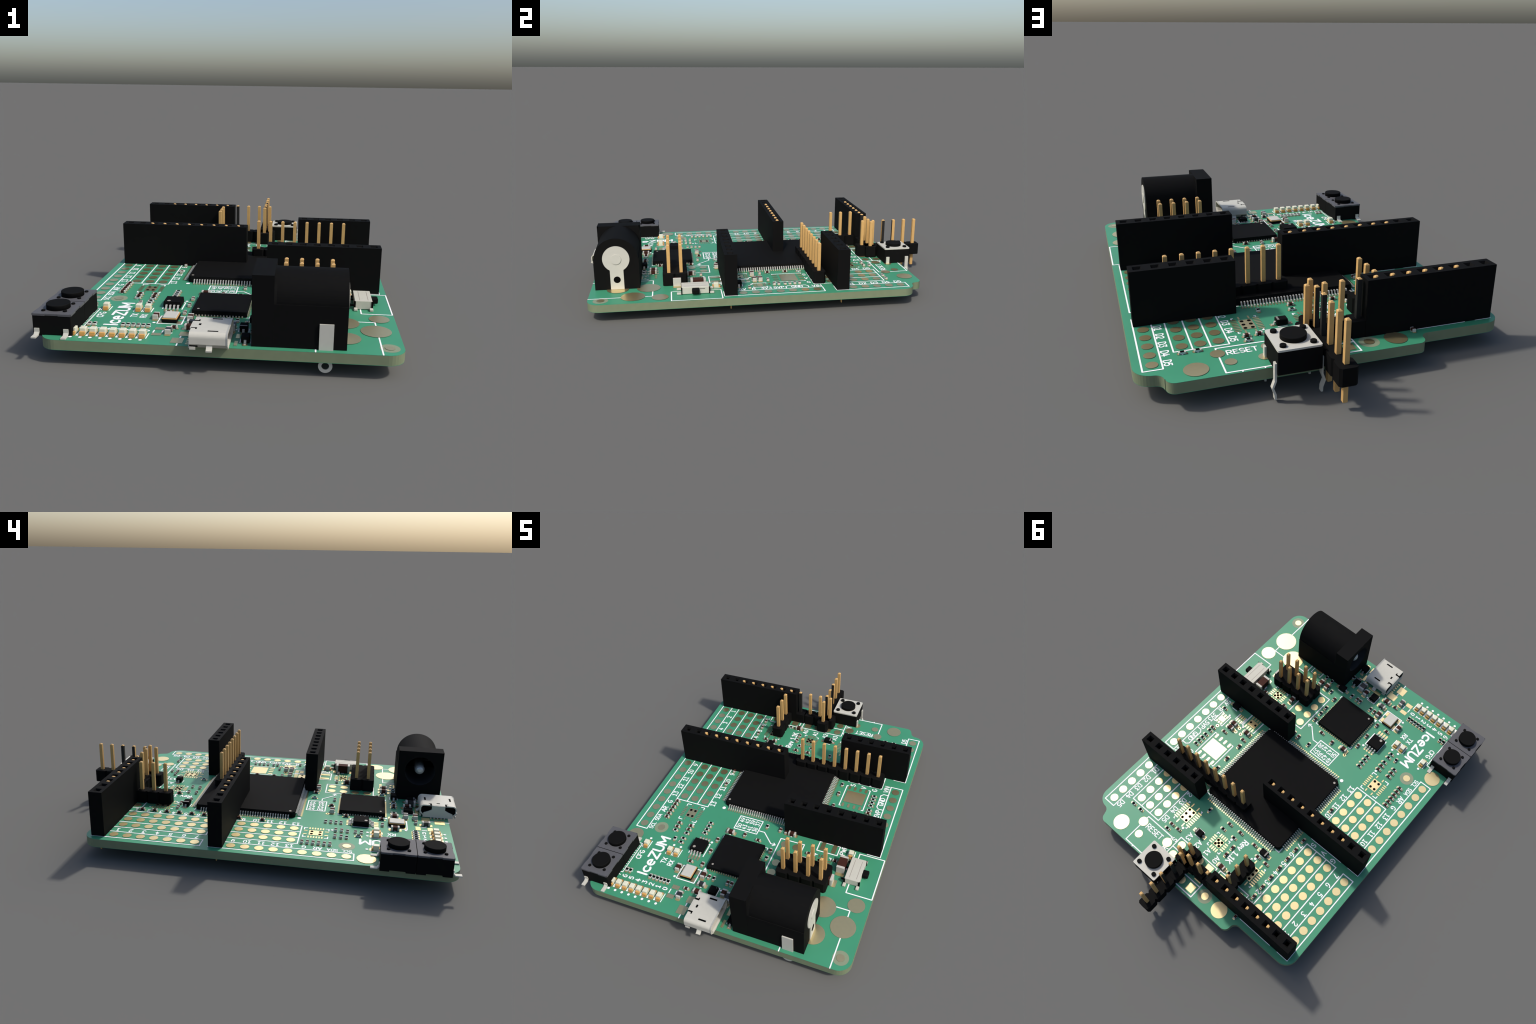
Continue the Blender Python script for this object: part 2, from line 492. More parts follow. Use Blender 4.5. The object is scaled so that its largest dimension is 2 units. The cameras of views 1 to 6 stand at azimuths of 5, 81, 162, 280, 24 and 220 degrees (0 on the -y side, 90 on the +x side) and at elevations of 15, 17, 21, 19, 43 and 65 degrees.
# ------------------------------------------------------------------ stroke lettering
def o(cx, cy, rx, ry, a0=90, a1=450, n=14):
    return arc(cx, cy, rx, ry, a0, a1, n)
G = {}
G['0'] = (0.56, [o(0.28, 0.5, 0.28, 0.5)])
G['1'] = (0.50, [[(0.02, 0.82), (0.25, 1.0), (0.25, 0.0)], [(0.02, 0.0), (0.48, 0.0)]])
G['2'] = (0.56, [arc(0.28, 0.73, 0.27, 0.27, 160, -25, 8) + [(0.02, 0.0), (0.56, 0.0)]])
G['3'] = (0.56, [[(0.03, 1.0), (0.54, 1.0), (0.27, 0.62)] + arc(0.27, 0.31, 0.28, 0.31, 75, -150, 9)])
G['4'] = (0.60, [[(0.40, 0.0), (0.40, 0.68)], [(0.26, 1.0), (0.02, 0.30), (0.60, 0.30)]])
G['5'] = (0.56, [[(0.52, 1.0), (0.08, 1.0), (0.04, 0.56)] + arc(0.27, 0.33, 0.28, 0.33, 110, -150, 10)])
G['6'] = (0.56, [[(0.48, 1.0), (0.30, 0.97), (0.14, 0.82), (0.04, 0.58), (0.01, 0.33)], o(0.28, 0.30, 0.27, 0.30)])
G['7'] = (0.56, [[(0.02, 1.0), (0.56, 1.0), (0.22, 0.0)]])
G['8'] = (0.56, [o(0.28, 0.75, 0.23, 0.25), o(0.28, 0.26, 0.28, 0.26)])
G['9'] = (0.56, [[(0.08, 0.0), (0.26, 0.03), (0.42, 0.18), (0.52, 0.42), (0.55, 0.67)], o(0.28, 0.70, 0.27, 0.30)])
G['.'] = (0.10, [[(0.05, 0.02), (0.05, 0.07)]])
G[' '] = (0.34, [])
G['A'] = (0.66, [[(0.0, 0.0), (0.33, 1.0), (0.66, 0.0)], [(0.12, 0.30), (0.54, 0.30)]])
G['C'] = (0.62, [arc(0.36, 0.5, 0.36, 0.5, 45, 315, 12)])
G['D'] = (0.62, [[(0.0, 0.0), (0.0, 1.0)], [(0.0, 1.0), (0.22, 1.0)] + arc(0.22, 0.5, 0.40, 0.5, 75, -75, 9) + [(0.22, 0.0), (0.0, 0.0)]])
G['E'] = (0.52, [[(0.52, 1.0), (0.0, 1.0), (0.0, 0.0), (0.52, 0.0)], [(0.0, 0.53), (0.40, 0.53)]])
G['F'] = (0.50, [[(0.52, 1.0), (0.0, 1.0), (0.0, 0.0)], [(0.0, 0.53), (0.40, 0.53)]])
G['G'] = (0.64, [arc(0.36, 0.5, 0.36, 0.5, 55, 315, 12) + [(0.62, 0.44), (0.38, 0.44)]])
G['I'] = (0.10, [[(0.05, 0.0), (0.05, 1.0)]])
G['K'] = (0.60, [[(0.0, 0.0), (0.0, 1.0)], [(0.58, 1.0), (0.06, 0.46)], [(0.16, 0.58), (0.60, 0.0)]])
G['L'] = (0.48, [[(0.0, 1.0), (0.0, 0.0), (0.48, 0.0)]])
G['M'] = (0.74, [[(0.0, 0.0), (0.0, 1.0), (0.37, 0.30), (0.74, 1.0), (0.74, 0.0)]])
G['N'] = (0.62, [[(0.0, 0.0), (0.0, 1.0), (0.62, 0.0), (0.62, 1.0)]])
G['P'] = (0.56, [[(0.0, 0.0), (0.0, 1.0)], [(0.0, 1.0), (0.30, 1.0)] + arc(0.30, 0.74, 0.27, 0.26, 75, -75, 7) + [(0.0, 0.48)]])
G['R'] = (0.60, G['P'][1] + [[(0.26, 0.46), (0.60, 0.0)]])
G['S'] = (0.58, [arc(0.29, 0.75, 0.28, 0.25, 35, 235, 9) + arc(0.29, 0.26, 0.29, 0.26, 65, -150, 9)])
G['T'] = (0.60, [[(0.0, 1.0), (0.60, 1.0)], [(0.30, 1.0), (0.30, 0.0)]])
G['U'] = (0.58, [[(0.0, 1.0)] + arc(0.29, 0.29, 0.29, 0.29, 180, 360, 10) + [(0.58, 1.0)]])
G['V'] = (0.62, [[(0.0, 1.0), (0.31, 0.0), (0.62, 1.0)]])
G['W'] = (0.84, [[(0.0, 1.0), (0.21, 0.0), (0.42, 0.75), (0.63, 0.0), (0.84, 1.0)]])
G['X'] = (0.60, [[(0.0, 1.0), (0.60, 0.0)], [(0.60, 1.0), (0.0, 0.0)]])
G['Z'] = (0.62, [[(0.02, 1.0), (0.62, 1.0), (0.0, 0.0), (0.62, 0.0)]])
G['c'] = (0.50, [arc(0.30, 0.33, 0.30, 0.33, 50, 310, 12)])
G['e'] = (0.54, [[(0.03, 0.36), (0.54, 0.36)] + arc(0.28, 0.34, 0.27, 0.34, 10, 300, 12)])
G['v'] = (0.50, [[(0.0, 0.66), (0.25, 0.0), (0.50, 0.66)]])

def text(s, cx, cy, h=1.0, w=0.19, length=None, heading=90):
    """Centre a word on (cx, cy); heading 90 runs towards +y, 180 towards -x."""
    gap = 0.21
    total = sum(G[c][0] for c in s) + gap * (len(s) - 1)
    k = (length / (total * h)) if length else 1.0
    ca, sa = math.cos(math.radians(heading)), math.sin(math.radians(heading))
    p, level, pen = Part(), [0], -total / 2
    for c in s:
        wid, runs = G[c]
        for r in runs:
            pts = []
            for gx_, gy_ in r:
                u, v = (pen + gx_) * h * k, (gy_ - 0.5) * h
                pts.append((cx + u * ca - v * sa, cy + u * sa + v * ca))
            p.stroke(pts, w, INK, ZS, level)
        pen += wid + gap
    p.build("lettering", origin=(cx, cy, TOP))

for k, s in enumerate(("13", "12", "11", "10", "9", "8")):
    text(s, -11.95, -7.90 + PITCH * k); text(s, -21.42, -7.87 + PITCH * k)
for k, s in enumerate("76543210"):
    text(s, -11.87, 8.90 + PITCH * k); text(s, -21.43, 8.96 + PITCH * k)
text("G", -21.40, -10.46); text("AR", -21.45, -12.90); text("SDA", -21.53, -15.50, 0.82, 0.15); text("SCL", -21.53, -18.03, 0.82, 0.15)
for s, x in zip("SVG", (-13.95, -16.55, -19.05)):
    text(s, x, 6.95)
for s, x in zip("SVG", (15.31, 17.75, 20.26)):
    text(s, x, 8.05)
for k in range(5):
    text("D%d" % (k + 1), 22.74, 16.55 + PITCH * k); text("D%d" % (k + 1), 13.15, 12.75 + PITCH * k)
text("VIN", 22.70, 9.20, length=1.9); text("GND", 22.60, 5.08); text("5VP", 22.60, 1.28, length=2.1); text("3V3", 22.65, -1.36, length=2.1)
text("R", 22.74, -3.94); text("5V", 22.67, -6.29)
for k in range(4):
    text("A%d" % k, -0.98 + 2.52 * k, 22.42)
text("S", 8.45, 24.90); text("V", 8.55, 27.50); text("G", 8.55, 30.0)
text("RESET", 12.80, 26.42, 1.1, 0.19, 4.2, heading=180)
text("Rev 1.1K", -3.05, 18.36, 1.2, 0.24, 5.7)
text("IceZUM", -17.13, -25.20, 2.0, 0.42, 10.0)
text("TX", -14.57, -25.70, 0.95); text("RX", -13.0, -25.85, 0.95)
text("CFG", -19.95, -26.0, 1.0, 0.2); text("PWR", 18.75, -10.9, 0.95)
for k, s in enumerate("01234567"):
    text(s, -11.05 - 1.502 * k, -31.82, 0.95)
for k, (a, b) in enumerate((("50", "49"), ("43", "42"), ("41", "39"), ("38", "37"))):
    x = -3.97 + 1.19 * k
    text(a, x, -11.85, 0.88, 0.16, 1.1); text(b, x, -10.1, 0.88, 0.16, 1.1)

# ------------------------------------------------------------------ pins and sockets
PIN_LO, PIN_HI = 0.86, 12.45

def pin_mesh(z0=PIN_LO, z1=PIN_HI, dark=""):
    p = Part()
    h, c = 0.32, 0.17
    sq = lambda r: [(-r, -r), (r, -r), (r, r), (-r, r)]
    sides = p.prism(sq(h), z0 + c, z1 - c, PIN, top=False, cap_bottom=False)
    p.frustum(sq(h), z1 - c, sq(h - c), z1, PIN)
    low = [p.bm.verts.new((x, y, z0)) for x, y in sq(h - c)]
    up = [p.bm.verts.new((x, y, z0 + c)) for x, y in sq(h)]
    fs = [p.bm.faces.new((low[i], low[(i + 1) % 4], up[(i + 1) % 4], up[i])) for i in range(4)] + [p.bm.faces.new(low[::-1])]
    p._paint(fs, PIN)
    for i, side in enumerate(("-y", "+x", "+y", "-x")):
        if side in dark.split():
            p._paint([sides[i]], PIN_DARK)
    return p.mesh("pin")

PIN_MESH = pin_mesh()

def cell(p, x, y, z0=TOP + 0.02, z1=TOP + 2.56, c=0.35):
    h = 1.266
    p.prism([(x - h + c, y - h), (x + h - c, y - h), (x + h, y - h + c), (x + h, y + h - c),
             (x + h - c, y + h), (x - h + c, y + h), (x - h, y + h - c), (x - h, y - h + c)], z0, z1, PLASTIC)

def pin_header(points, dark={}, cells=None):
    """Moulded strip with one chamfered cell per pin."""
    p = Part()
    for x, y in (cells or points):
        cell(p, x, y)
    for (x, y), (x2, y2) in zip(points, points[1:]):      # webs between cells
        if abs(x - x2) + abs(y - y2) < 2.6:
            mx, my = (x + x2) / 2, (y + y2) / 2
            ex, ey = (0.34, 0.9) if abs(x - x2) > 1 else (0.9, 0.34)
            p.box(mx - ex, mx + ex, my - ey, my + ey, TOP + 0.04, TOP + 2.52, PLASTIC)
    xs, ys = [q[0] for q in points], [q[1] for q in points]
    if max(ys) - min(ys) > 2 and max(xs) - min(xs) > 2:       # two rows: fill between them
        p.box(min(xs) - 0.9, max(xs) + 0.9, min(ys) - 0.7, max(ys) + 0.7, TOP + 0.05, TOP + 2.555, PLASTIC)
    hx, hy = points[0]
    strip = p.build("pin_header", origin=(hx, hy, TOP))
    for i, (x, y) in enumerate(points):
        place("pin", pin_mesh(dark=dark[i]) if i in dark else PIN_MESH, (x, y, 0), strip)

pin_header([(20.33 - PITCH * k, 10.13) for k in range(8)])
pin_header([(9.52 + PITCH * k, y) for y in (-21.04, -18.50) for k in range(4)])
pin_header([(-7.0, 19.56 + PITCH * k) for k in range(3)])
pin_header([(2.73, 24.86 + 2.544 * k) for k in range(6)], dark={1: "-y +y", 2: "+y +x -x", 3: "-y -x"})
# a second strip crosses it and runs on under the rear socket: its pin tips show in the socket's holes
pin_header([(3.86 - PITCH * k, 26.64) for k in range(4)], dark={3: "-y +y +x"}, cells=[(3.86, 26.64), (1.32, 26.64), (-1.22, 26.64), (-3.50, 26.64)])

def socket(xfirst, y, n, step, buried=()):
    """Tall single-row socket along x with funnelled square holes."""
    p = Part()
    ztop, d = TOP + 8.54, 0.01
    x0, x1 = sorted((xfirst - step * 0.5 - (0.0), xfirst + step * (n - 0.5)))
    hw = 1.27
    zb = TOP + 0.02
    p.box(x0, x1, y - hw, y + hw, zb, ztop - 0.02, PLASTIC)
    p.bm.faces.ensure_lookup_table()
    p.bm.faces.remove(p.bm.faces[1])                          # open top
    zt = ztop - 0.02
    for k in range(n):
        cx = xfirst + step * k
        a, b, c = abs(step) / 2, 0.62, 0.36
        sq = lambda hx, hy, z: [p.bm.verts.new((cx + i * hx, y + j * hy, z)) for i, j in ((-1, -1), (1, -1), (1, 1), (-1, 1))]
        r = [sq(a, hw, zt), sq(b, b, zt), sq(c, c, zt - 0.45), sq(c, c, zt - 4.5)]
        for q, (s, t) in enumerate(zip(r, r[1:])):
            fs = [p.bm.faces.new((s[i], s[(i + 1) % 4], t[(i + 1) % 4], t[i])) for i in range(4)]
            p._paint(fs, PLASTIC if q < 2 else PIT)
        p._paint([p.bm.faces.new(r[-1])], PIT)
    ob = p.build("socket_header", origin=(xfirst, y, TOP))
    tail = Part()
    tail.prism([(-0.32, -0.1), (0.32, -0.1), (0.32, 0.1), (-0.32, 0.1)], 0.76, TOP + 0.4, PIN)
    tail = tail.mesh("contact_pin")
    for k in range(n):
        place("contact_pin", tail, (xfirst + step * k, y, 0), ob)
    for x, yy in buried:
        place("pin", PIN_MESH, (x, yy, 0), ob)

socket(XLEFT, 26.67, 8, PITCH, [(-6.30 - PITCH * k, 26.66) for k in range(6)])
socket(XLEFT, 4.83, 10, PITCH, [(-1.22 - PITCH * k, 4.86) for k in range(8)])
socket(XRIGHT, -8.89, 8, -PITCH)
socket(XRIGHT, 13.97, 6, -PITCH)

# ------------------------------------------------------------------ barrel jack
JX0, JX1, JXF = 5.30, 18.92, 8.45
JY, JZ, JR = -31.40, 10.36, 4.30
N = 40
bore = [(JY + 3.05 * math.cos(2 * math.pi * i / N), JZ + 3.05 * math.sin(2 * math.pi * i / N)) for i in range(N)]
def squared(y0, y1, z0, z1):
    """Outline of a rectangle sampled along the rays of the bore, so a frame can join the two."""
    pts = []
    for i in range(N):
        a = 2 * math.pi * i / N
        c, s = math.cos(a), math.sin(a)
        t = min(((y1 - JY) / c if c > 1e-6 else (y0 - JY) / c if c < -1e-6 else 1e9),
                ((z1 - JZ) / s if s > 1e-6 else (z0 - JZ) / s if s < -1e-6 else 1e9))
        pts.append((JY + c * t, JZ + s * t))
    return pts
jack = Part()
jack.ring_x(squared(JY - 4.5, JY + 4.5, TOP + 0.03, 14.58)[::-1], bore[::-1], JX0, PLASTIC)
a = [jack.bm.verts.new((JX0, y, z)) for y, z in bore]
b = [jack.bm.verts.new((JX1 - 0.25, y, z)) for y, z in bore]
fs = [jack.bm.faces.new((a[i], b[i], b[(i + 1) % N], a[(i + 1) % N])) for i in range(N)]
for f in fs: f.smooth = True
jack._paint(fs + [jack.bm.faces.new(b[::-1])], BORE)
flange = [(JY - 4.5, TOP + 0.03), (JY + 4.5, TOP + 0.03), (JY + 4.5, 14.58), (JY - 4.5, 14.58)]
jack.along_x(flange, JX0, JXF, PLASTIC, cap0=False, cap1=False)
jack.ring_x(squared(JY - 4.5, JY + 4.5, TOP + 0.03, 14.58), bore, JXF, PLASTIC)
jack.along_x([(JY - 4.48, TOP + 0.03), (JY + 4.48, TOP + 0.03), (JY + 4.48, JZ), (JY - 4.48, JZ)], JXF, JX1, PLASTIC, cap0=False)
jack.along_x(arc(JY, JZ, 4.34, JR - 0.05, 0, 180, 36), JXF, JX1, PLASTIC, smooth=False, cap0=False)
# sloping fillet where the barrel meets the flange
fil = arc(JY, JZ, 4.34, JR - 0.05, 0, 180, 36)
fo = arc(JY, JZ, 4.49, 4.13, 0, 180, 36)
for (p0, p1), (q0, q1) in zip(zip(fil, fil[1:]), zip(fo, fo[1:])):
    jack.face([(JXF + 0.35, *p0), (JXF + 0.35, *p1), (JXF - 0.02, *q1), (JXF - 0.02, *q0)], PLASTIC)
jk = jack.build("power_jack", origin=(12.0, JY, TOP), outward=False)

def ring_tab(axis, along, half, at, z0, z1, thick, hole, name):
    """Flat solder tab that ends in a rounded loop below the board."""
    p = Part()
    n = 16
    zc = z0 + half
    outer = [(half * math.cos(t), zc + half * math.sin(t)) for t in [math.pi + math.pi * i / n for i in range(n + 1)]]
    inner = [(hole * math.cos(t), zc + hole * math.sin(t)) for t in [math.pi + math.pi * i / n for i in range(n + 1)]]
    up_o = [(half, zc + half), (-half, zc + half)]
    def V(u, z, w):
        return (along + u, at + w, z) if axis == 'y' else (at + w, along + u, z)
    ring_o = outer + [(half, zc + hole * 1.4), (-half, zc + hole * 1.4)]
    full_o = [(half * math.cos(2 * math.pi * i / 32), zc + half * math.sin(2 * math.pi * i / 32)) for i in range(32)]
    full_i = [(hole * math.cos(2 * math.pi * i / 32), zc + hole * math.sin(2 * math.pi * i / 32)) for i in range(32)]
    for i in range(32):
        j = (i + 1) % 32
        for w, rev in ((thick / 2, False), (-thick / 2, True)):
            q = [V(*full_o[i], w), V(*full_o[j], w), V(*full_i[j], w), V(*full_i[i], w)]
            p.face(q[::-1] if rev else q, SILVER)
        p.face([V(*full_o[i], -thick / 2), V(*full_o[j], -thick / 2), V(*full_o[j], thick / 2), V(*full_o[i], thick / 2)], SILVER)
        p.face([V(*full_i[i], thick / 2), V(*full_i[j], thick / 2), V(*full_i[j], -thick / 2), V(*full_i[i], -thick / 2)], SILVER)
    zj = zc + math.sqrt(max(half * half - (half * 0.98) ** 2, 0)) + hole
    t2 = thick / 2 + 0.004
    if axis == 'y':
        p.box(along - half, along + half, at - t2, at + t2, zj, z1, SILVER)
    else:
        p.box(at - t2, at + t2, along - half, along + half, zj, z1, SILVER)
    return p.build(name, jk, origin=(along, at, TOP) if axis == 'y' else (at, along, TOP))

ring_tab('y', 15.96, 1.02, JY - 4.62, 0.42, 7.77, 0.22, 0.55, "terminal")
ring_tab('x', JY, 1.02, 17.2, 0.42, TOP + 0.3, 0.22, 0.55, "terminal")
rear = Part()
n = 40
a0, a1 = -60.0, 240.0
keyhole = [(JY + 2.68 * math.cos(math.radians(a0 + (a1 - a0) * i / n)), 10.35 + 2.68 * math.sin(math.radians(a0 + (a1 - a0) * i / n))) for i in range(n + 1)]
keyhole += [(JY - 1.34, TOP + 0.1), (JY + 1.34, TOP + 0.1)]
rear.along_x(keyhole, JX1 - 0.05, JX1 + 0.16, SILVER)
ring_a = lambda r, cz: [(JY + r * math.cos(2 * math.pi * i / 28), cz + r * math.sin(2 * math.pi * i / 28)) for i in range(28)]
rear.along_x(ring_a(1.02, 10.3), JX1 + 0.16, JX1 + 0.30, SILVER, cap0=False)
rear.along_x(ring_a(0.70, 6.0), JX1 + 0.15, JX1 + 0.175, PIT, cap0=False)
rear.build("terminal", jk, origin=(JX1, JY, 10.0))
cp = Part()
cp.along_x(ring_a(1.02, JZ)[::1], 6.7, JX1 - 0.3, JACK_PIN, smooth=True, cap0=False)
lo_r, hi_r = [(6.7, 1.02), (6.25, 0.94), (5.92, 0.70), (5.75, 0.36)], None
for (xa, ra), (xb, rb) in zip(lo_r, lo_r[1:]):
    A, B = ring_a(ra, JZ), ring_a(rb, JZ)
    for i in range(28):
        j = (i + 1) % 28
        f = cp.face([(xa, *A[i]), (xb, *B[i]), (xb, *B[j]), (xa, *A[j])], JACK_PIN)
        f.smooth = True
cp.face([(5.75, *q) for q in ring_a(0.36, JZ)][::-1], JACK_PIN)
cp.box(13.0, 13.3, JY - 2.9, JY + 2.9, JZ - 0.12, JZ + 0.12, BAND)
cp.build("centre_pin", jk, origin=(12, JY, JZ))

# ------------------------------------------------------------------ micro usb port (mouth towards the jack)
UY, UX0, UX1 = -34.85, -3.28, 1.90
def shell_outline(hw, z0, z1, r=0.75, cut=0.75):
    pts = [(UY - hw + cut, z0), (UY + hw - cut, z0), (UY + hw, z0 + 0.75)]
    pts += arc(UY + hw - r, z1 - r, r, r, 0, 90, 6)
    pts += arc(UY - hw + r, z1 - r, r, r, 90, 180, 6)
    pts += [(UY - hw, z0 + 0.75)]
    return pts
usb = Part()
out, inn = shell_outline(3.48, 4.10, 6.50), shell_outline(3.27, 4.32, 6.28, 0.55, 0.7)
usb.along_x(out, UX0, UX1, STEEL, cap0=False, cap1=False)
usb.along_x(inn[::-1], UX0 + 0.05, UX1, STEEL, cap0=False, cap1=False)
usb.ring_x(out[::-1], inn[::-1], UX0, STEEL)
flare = [(UY + (y - UY) * 1.035, 5.3 + (z - 5.3) * 1.09) for y, z in out]
flare_in = [(UY + (y - UY) * 1.035, 5.3 + (z - 5.3) * 1.09) for y, z in inn]
for i in range(len(out)):
    j = (i + 1) % len(out)
    usb.face([(UX1, *out[i]), (UX1, *out[j]), (UX1 + 0.32, *flare[j]), (UX1 + 0.32, *flare[i])], STEEL)
    usb.face([(UX1, *inn[j]), (UX1, *inn[i]), (UX1 + 0.32, *flare_in[i]), (UX1 + 0.32, *flare_in[j])], STEEL)
usb.ring_x(flare, flare_in, UX1 + 0.32, STEEL)
# rear wall with its cut corners, locking slots on the roof, and feet
usb.along_x([(UY - 2.9, 4.0), (UY + 2.9, 4.0), (UY + 2.75, 4.9), (UY + 1.9, 5.25), (UY + 1.25, 5.6), (UY + 1.25, 6.46), (UY - 1.25, 6.46),
             (UY - 1.25, 5.6), (UY - 1.9, 5.25), (UY - 2.75, 4.9)], UX0 - 0.22, UX0 - 0.02, STEEL)
for s in (-1, 1):
    usb.box(-0.75, 0.80, UY + s * 2.42 - 0.17, UY + s * 2.42 + 0.17, 6.44, 6.512, PIT)
    usb.box(0.75, 1.0, UY + s * 2.42 - 0.30, UY + s * 2.42 + 0.30, 6.44, 6.53, STEEL, 0.03)
    usb.box(UX0 - 0.01, UX0 + 0.85, UY + s * 1.55 - 0.30, UY + s * 1.55 + 0.30, 6.40, 6.515, PIT)
    usb.box(UX0 - 0.02, UX0 + 0.62, UY + s * 1.75 - 0.16, UY + s * 1.75 + 0.20, 6.42, 6.525, STEEL, 0.03)
    usb.sheet([(UY + s * 3.0, 5.0), (UY + s * 3.45, 4.3), (UY + s * 3.70, 4.06), (UY + s * 4.0, 4.03)], (-0.82, 0.04), 0.22, STEEL, axis='y')
    usb.box(UX0 + 0.05, UX0 + 0.9, UY + s * 3.2, UY + s * 3.42, 4.0, 4.4, STEEL)
usb.box(-2.40, -2.05, UY - 0.32, UY + 0.32, 6.44, 6.512, PIT)
up = usb.build("usb_port", origin=(-0.7, UY, TOP))
core = Part()
core.box(UX0 + 0.02, UX0 + 1.2, UY - 3.22, UY + 3.22, 4.36, 6.24, PIT)
core.box(UX0 + 1.2, UX1 - 0.9, UY - 1.7, UY + 1.7, 5.3, 5.75, PLASTIC)
for k in range(5):
    core.box(UX0 - 0.55, UX0, UY + 1.3 - 0.65 * k - 0.1, UY + 1.3 - 0.65 * k + 0.1, TOP + 0.06, TOP + 0.2, LEAD)
core.build("insulator", up, origin=(UX0 + 1, UY, 5))

# ------------------------------------------------------------------ push buttons
def button_unit(cx, cy, half, z_body, z_plate, plate, cap_r, cap_z, post_r, post_z, post_off, name, legs, notch=False):
    p = Part()
    p.box(cx - half, cx + half, cy - half, cy + half, TOP + (0.10 if notch else 0.06), z_body, PLASTIC, 0.06)
    if notch:
        for sx in (-1, 1):
            for sy in (-1, 1):
                p.box(cx + sx * (half - 1.6), cx + sx * (half - 0.02), cy + sy * (half - 1.6), cy + sy * (half - 0.02), TOP - 0.12 if sx < 0 else TOP + 0.02, TOP + 0.5, PLASTIC)
    body = p.build(name, origin=(cx, cy, TOP))
    q = Part()
    h = half - 0.01
    if notch:      # the cover has tongues folded down over the four sides
        for sx, sy in ((1, 0), (-1, 0), (0, 1), (0, -1)):
            for o_ in (-1, 1):
                u0, u1 = (o_ * 1.0, o_ * (h - 0.05))
                if sx: q.box(cx + sx * (h + 0.03) - 0.05, cx + sx * (h + 0.03) + 0.05, cy + u0, cy + u1, z_plate - 0.32, z_plate - 0.01, plate)
                else: q.box(cx + u0, cx + u1, cy + sy * (h + 0.02) - 0.03, cy + sy * (h + 0.02) + 0.03, z_plate - 0.32, z_plate - 0.01, plate)
        h -= 0.02
    rr = 0.28
    pts = []
    for sx, sy, a in ((1, -1, -90), (1, 1, 0), (-1, 1, 90), (-1, -1, 180)):
        pts += arc(cx + sx * (h - rr), cy + sy * (h - rr), rr, rr, a, a + 90, 5)
    q.prism(pts, z_body - 0.01, z_plate, plate)
    q.build("cover_plate", body, origin=(cx, cy, z_plate))
    b_ = Part()
    b_.cylinder(cx, cy, cap_r, z_plate - 0.1, cap_z, PLASTIC, 48, 0.06)
    b_.build("button_cap", body, origin=(cx, cy, cap_z))
    post = Part()
    post.cylinder(0, 0, post_r, z_plate - 0.1, post_z, PLASTIC, 20, 0.05)
    post = post.mesh("rivet")
    for sx in (-1, 1):
        for sy in (-1, 1):
            place("rivet", post, (cx + sx * post_off, cy + sy * post_off, 0), body)
    for kind, x, y, s in legs:
        l = Part()
        if kind == "through":     # kinked leg that passes beside the board
            l.sheet([(x, 5.45), (x, 2.95), (x + s * 0.36, 1.95), (x + s * 0.03, 1.0), (x, 0.30)], (y - 0.36, y + 0.36), 0.28, SILVER)
        else:                     # gull-wing foot
            l.sheet([(y, 4.95), (y, 4.35), (y + s * 0.35, 3.99), (y + s * 1.42, 3.99)], (x - 0.37, x + 0.37), 0.2, SILVER, axis='y')
        l.build("leg", body, origin=(x, y, TOP))
    return body

button_unit(7.26, 31.10, 2.97, 7.15, 7.40, PLATE_LIGHT, 1.75, 8.08, 0.44, 7.74, 2.02, "reset_button",
            [("through", 7.26 + s * 3.12, 31.1 + t * 2.25, s) for s in (-1, 1) for t in (-1, 1)])
for cy, s in ((-32.36, -1), (-26.50, 1)):
    button_unit(-24.27, cy, 2.91, 6.95, 7.22, PLATE_DARK, 1.78, 8.02, 0.30, 7.42, 1.66, "push_button",
                [("wing", -26.58, cy + s * 2.98, s), ("wing", -22.15, cy + s * 2.98, s)], notch=True)

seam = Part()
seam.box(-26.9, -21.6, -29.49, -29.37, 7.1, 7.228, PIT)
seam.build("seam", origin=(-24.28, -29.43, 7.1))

# ------------------------------------------------------------------ slide switch
sw = Part()
sw.box(21.12, 24.02, -18.62, -13.08, TOP + 0.10, 5.42, SWITCH_GREY, 0.05)
for x in (21.95, 23.35):
    sw.box(x - 0.045, x + 0.045, -18.1, -13.6, 5.40, 5.432, DIMPLE)
for x in (21.12, 24.02):
    for y in (-18.60, -13.10):
        sw.box(x - 0.16, x + 0.16, y - 0.10, y + 0.10, TOP + 0.12, 5.36, PIT)
        sw.box(x - 0.22 + (0.08 if x < 22 else -0.22), x + 0.22 + (0.22 if x < 22 else -0.08), y - (0.95 if y < -16 else -0.1), y + (-0.1 if y < -16 else 0.95), TOP + 0.06, TOP + 0.42, SWITCH_GREY, 0.05)
sb = sw.build("slide_switch", origin=(22.5, -15.9, TOP))
sl = Part()
sl.box(23.9, 25.20, -16.58, -15.10, 4.25, 5.22, PLASTIC, 0.2, 3)
sl.box(24.0, 24.045, -16.2, -14.0, 4.9, 5.0, PIT)
for y in (-18.15, -15.2, -13.75):
    sl.box(20.35, 21.2, y - 0.14, y + 0.14, TOP + 0.5, TOP + 0.75, PLASTIC)
sl.build("slider", sb, origin=(24.5, -15.8, TOP))

# ------------------------------------------------------------------ chips
def gull(p, along, edge, pitch, n, start, out, z_exit, width, axis):
    """Row of bent leads; `out` is the signed direction they leave the body in."""
    for k in range(n):
        c = start + pitch * k
        path = [(edge - out * 0.05, z_exit), (edge + out * 0.30, z_exit), (edge + out * 0.50, TOP + 0.14), (edge + out * 0.98, TOP + 0.12)]
        p.sheet(path, (c - width / 2, c + width / 2), 0.13, LEAD, axis=axis)

